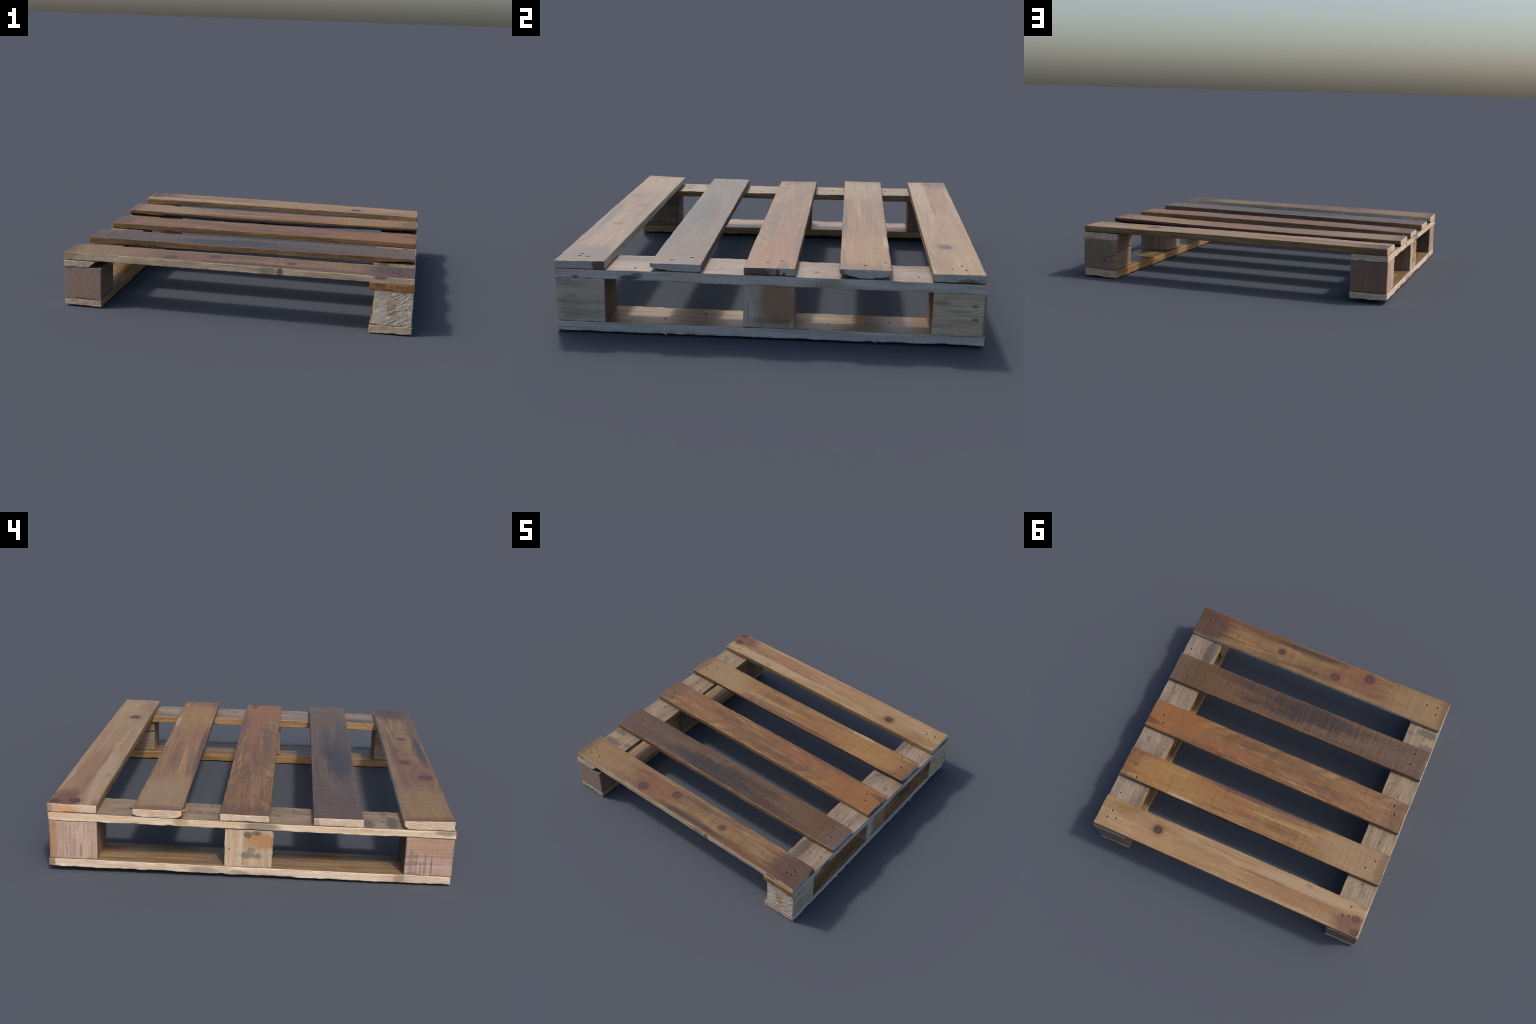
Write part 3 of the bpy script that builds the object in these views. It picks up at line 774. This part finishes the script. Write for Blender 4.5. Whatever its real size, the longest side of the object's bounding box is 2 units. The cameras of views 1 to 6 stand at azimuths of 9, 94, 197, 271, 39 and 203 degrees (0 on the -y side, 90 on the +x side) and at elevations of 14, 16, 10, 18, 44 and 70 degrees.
def flare(v, f):
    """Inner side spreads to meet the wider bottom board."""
    v = v.copy()
    v[:, 0] -= 0.017 * (1 - f[:, 0]) * (1 - f[:, 2]) ** 2 * smooth(0.0, 0.12, f[:, 1])
    return v


BLOCKS = [
    # corners, tones, grain axis, stains, extra relief, extra shape
    dict(pale=[1, 2], inner=warm_grey, c=box((0.774, 0.778), (0.984, 0.985), -0.938, -0.720, (0.0495, 0.0505), (0.2455, 0.2475)), t=sand, g="y", relief=ridges, shape=flare,
         p=[((0.985, -0.87, 0.11), (0.03, 0.05, 0.09), srgb(158, 138, 104), 0.4, 0.8), ((0.99, -0.80, 0.09), (0.02, 0.09, 0.03), srgb(160, 146, 116), 0.35, 0.8),
            ((0.87, -0.94, 0.14), (0.03, 0.04, 0.05), srgb(160, 116, 66), 0.6, 0.8), ((0.87, -0.715, 0.15), (0.3, 0.012, 0.3), srgb(122, 96, 72), 0.8, 0.2)]),
    dict(pale=[1], inner=warm_grey, c=box(0.775, 0.985, -0.116, 0.106, 0.0535, 0.2475), t=sand, g="z",
         p=[((0.985, 0.04, 0.17), (0.03, 0.11, 0.14), srgb(172, 126, 88), 0.85, 0.2), ((0.985, 0.0, 0.085), (0.03, 0.09, 0.022), srgb(128, 108, 88), 0.5, 0.9),
            ((0.985, 0.02, 0.062), (0.03, 0.12, 0.016), srgb(186, 172, 140), 0.7, 0.6)]),
    dict(pale=[1], inner=warm_grey, c=box((0.768, 0.766), (0.987, 0.988), 0.692, 0.917, 0.0535, 0.2470), t=beige, g="y", relief=pitted, shape=crack,
         p=[((0.985, 0.72, 0.20), (0.02, 0.05, 0.012), srgb(150, 124, 76), 0.6, 0.6), ((0.99, 0.87, 0.19), (0.02, 0.014, 0.008), srgb(96, 86, 70), 0.8, 0.4),
            ((0.99, 0.875, 0.13), (0.02, 0.016, 0.008), srgb(96, 86, 72), 0.8, 0.4), ((0.985, 0.80, 0.165), (0.02, 0.09, 0.008), srgb(132, 120, 88), 0.5, 0.8),
            ((0.9, 0.915, 0.15), (0.2, 0.012, 0.2), srgb(128, 104, 88), 0.8, 0.2), ((0.845, 0.915, 0.118), (0.011, 0.012, 0.011), srgb(84, 46, 34), 0.9, 0.2),
            ((0.767, 0.82, 0.20), (0.01, 0.13, 0.05), srgb(150, 118, 98), 0.6, 0.3), ((0.767, 0.81, 0.08), (0.01, 0.08, 0.04), srgb(140, 108, 88), 0.6, 0.4)]),
    dict(pale=[0], c=box((-0.992, -0.993), (-0.778, -0.779), -0.922, -0.701, (0.0475, 0.0485), (0.2345, 0.2365)), t=pink, g="y",
         p=[((-0.995, -0.82, 0.21), (0.03, 0.14, 0.07), srgb(186, 146, 108), 0.6, 0.4),
            ((-0.995, -0.730, 0.10), (0.02, 0.018, 0.065), srgb(112, 98, 88), 0.5, 1.3), ((-0.995, -0.755, 0.09), (0.02, 0.008, 0.055), srgb(106, 92, 84), 0.5, 1.2),
            ((-0.995, -0.795, 0.09), (0.02, 0.009, 0.055), srgb(108, 94, 86), 0.5, 1.1), ((-0.995, -0.825, 0.09), (0.02, 0.004, 0.06), srgb(96, 82, 72), 0.75, 0.4),
            ((-0.995, -0.775, 0.08), (0.02, 0.004, 0.05), srgb(96, 82, 74), 0.7, 0.4),
            ((-0.89, -0.925, 0.14), (0.2, 0.014, 0.2), srgb(158, 132, 116), 0.9, 0.2), ((-0.90, -0.925, 0.12), (0.03, 0.014, 0.12), srgb(164, 128, 98), 0.4, 0.9),
            ((-0.88, -0.70, 0.14), (0.2, 0.012, 0.2), srgb(70, 62, 58), 0.7, 0.3)]),
    dict(pale=[0], c=box(-0.993, -0.780, -0.093, 0.128, 0.0535, 0.2400), t=CREAM, g="z", shape=bark_corner,
         p=[((-0.993, -0.045, 0.185), (0.03, 0.085, 0.045), srgb(190, 134, 84), 0.85, 0.5), ((-0.993, 0.018, 0.214), (0.02, 0.020, 0.014), srgb(70, 66, 62), 0.8, 1.3),
            ((-0.993, -0.014, 0.224), (0.02, 0.022, 0.010), srgb(70, 66, 62), 0.75, 1.3), ((-0.993, 0.004, 0.140), (0.02, 0.018, 0.016), srgb(92, 86, 78), 0.6, 1.3),
            ((-0.993, 0.010, 0.112), (0.02, 0.055, 0.012), srgb(92, 86, 80), 0.65, 1.4), ((-0.993, 0.105, 0.141), (0.02, 0.005, 0.005), srgb(70, 64, 58), 0.9, 0.2),
            ((-0.993, 0.060, 0.141), (0.02, 0.022, 0.013), srgb(214, 198, 172), 0.7, 0.4), ((-0.90, -0.098, 0.15), (0.2, 0.012, 0.2), srgb(110, 80, 60), 0.6, 0.4)]),
    dict(pale=[0], c=box((-0.993, -0.994), (-0.774, -0.774), 0.715, 0.937, (0.0605, 0.0635), (0.2465, 0.2490)), t=pink, g="z",
         p=[((-0.99, 0.918, 0.15), (0.04, 0.024, 0.2), srgb(186, 138, 92), 0.85, 0.15), ((-0.99, 0.79, 0.10), (0.02, 0.006, 0.045), srgb(178, 118, 66), 0.75, 0.5),
            ((-0.99, 0.855, 0.11), (0.02, 0.005, 0.045), srgb(176, 124, 76), 0.6, 0.5), ((-0.89, 0.94, 0.15), (0.2, 0.012, 0.2), srgb(126, 96, 80), 0.75, 0.3)]),
]
for i, b in enumerate(BLOCKS):
    m = wood("block_wood", b["t"], b["g"], 15.0 + i * 3.3, (), b["p"], None, 0.8, 0.12, 0.35, rough=0.74, bump=0.3)
    inner = wood("block_wood_shade_darkened", b.get("inner", brown), b["g"], 16.0 + i * 3.3, (), b["p"], None, 0.9, 0.12, 0.35, rough=0.74, bump=0.3)
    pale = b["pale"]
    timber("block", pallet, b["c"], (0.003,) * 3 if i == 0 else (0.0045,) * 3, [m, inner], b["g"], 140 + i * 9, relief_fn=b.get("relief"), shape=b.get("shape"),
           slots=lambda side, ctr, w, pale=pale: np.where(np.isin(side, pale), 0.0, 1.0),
           edge=(0.0020, 0.0035))


# --- splinters and a loose flake of bark
def sliver(name, parent, pts, radii, mat, flat=0.6):
    cu = bpy.data.curves.new(name, "CURVE")
    cu.dimensions = "3D"
    cu.bevel_depth = 1.0
    cu.bevel_resolution = 2
    cu.use_fill_caps = True
    sp = cu.splines.new("BEZIER")
    sp.bezier_points.add(len(pts) - 1)
    for bp, p, r in zip(sp.bezier_points, pts, radii):
        bp.co = p
        bp.radius = r
        bp.handle_left_type = bp.handle_right_type = "AUTO"
    tmp = bpy.data.objects.new(name, cu)
    bpy.context.scene.collection.objects.link(tmp)
    me = bpy.data.meshes.new_from_object(tmp)
    bpy.data.objects.remove(tmp)
    ob = bpy.data.objects.new(name, me)
    me.materials.clear()
    me.materials.append(mat)
    me.polygons.foreach_set("use_smooth", np.ones(len(me.polygons), bool))
    bpy.context.scene.collection.objects.link(ob)
    ob.parent = parent
    return ob


chip_mat = plain("fresh_splinter", srgb(190, 146, 96), 0.7, vary=0.3)
sliver("splinter", pallet, [(-0.984, 0.333, 0.308), (-0.979, 0.318, 0.318), (-0.972, 0.306, 0.318), (-0.963, 0.297, 0.337)], [0.0035, 0.0028, 0.0018, 0.0006], chip_mat)
sliver("splinter", pallet, [(-0.992, 0.333, 0.290), (-0.990, 0.324, 0.298), (-0.988, 0.327, 0.310)], [0.004, 0.007, 0.003], plain("split_bark", srgb(120, 70, 40), 0.8))
pale_chip = plain("grey_splinter", srgb(190, 182, 172, 1.0), 0.7, vary=0.2)
sliver("splinter", pallet, [(0.985, -0.475, 0.014), (0.989, -0.458, 0.010), (0.996, -0.449, 0.005)], [0.004, 0.0032, 0.0006], pale_chip)
sliver("splinter", pallet, [(0.984, 0.44, 0.016), (0.988, 0.452, 0.014), (0.993, 0.463, 0.010)], [0.004, 0.003, 0.0006], pale_chip)
sliver("bark_flake", pallet, [(0.228, 0.518, 0.288), (0.205, 0.531, 0.290), (0.172, 0.532, 0.288), (0.12, 0.518, 0.289)], [0.006, 0.010, 0.011, 0.004], bark_mat)
sliver("bark_flake", pallet, [(0.385, 0.512, 0.292), (0.370, 0.522, 0.288), (0.352, 0.514, 0.290)], [0.003, 0.005, 0.003], bark_mat)
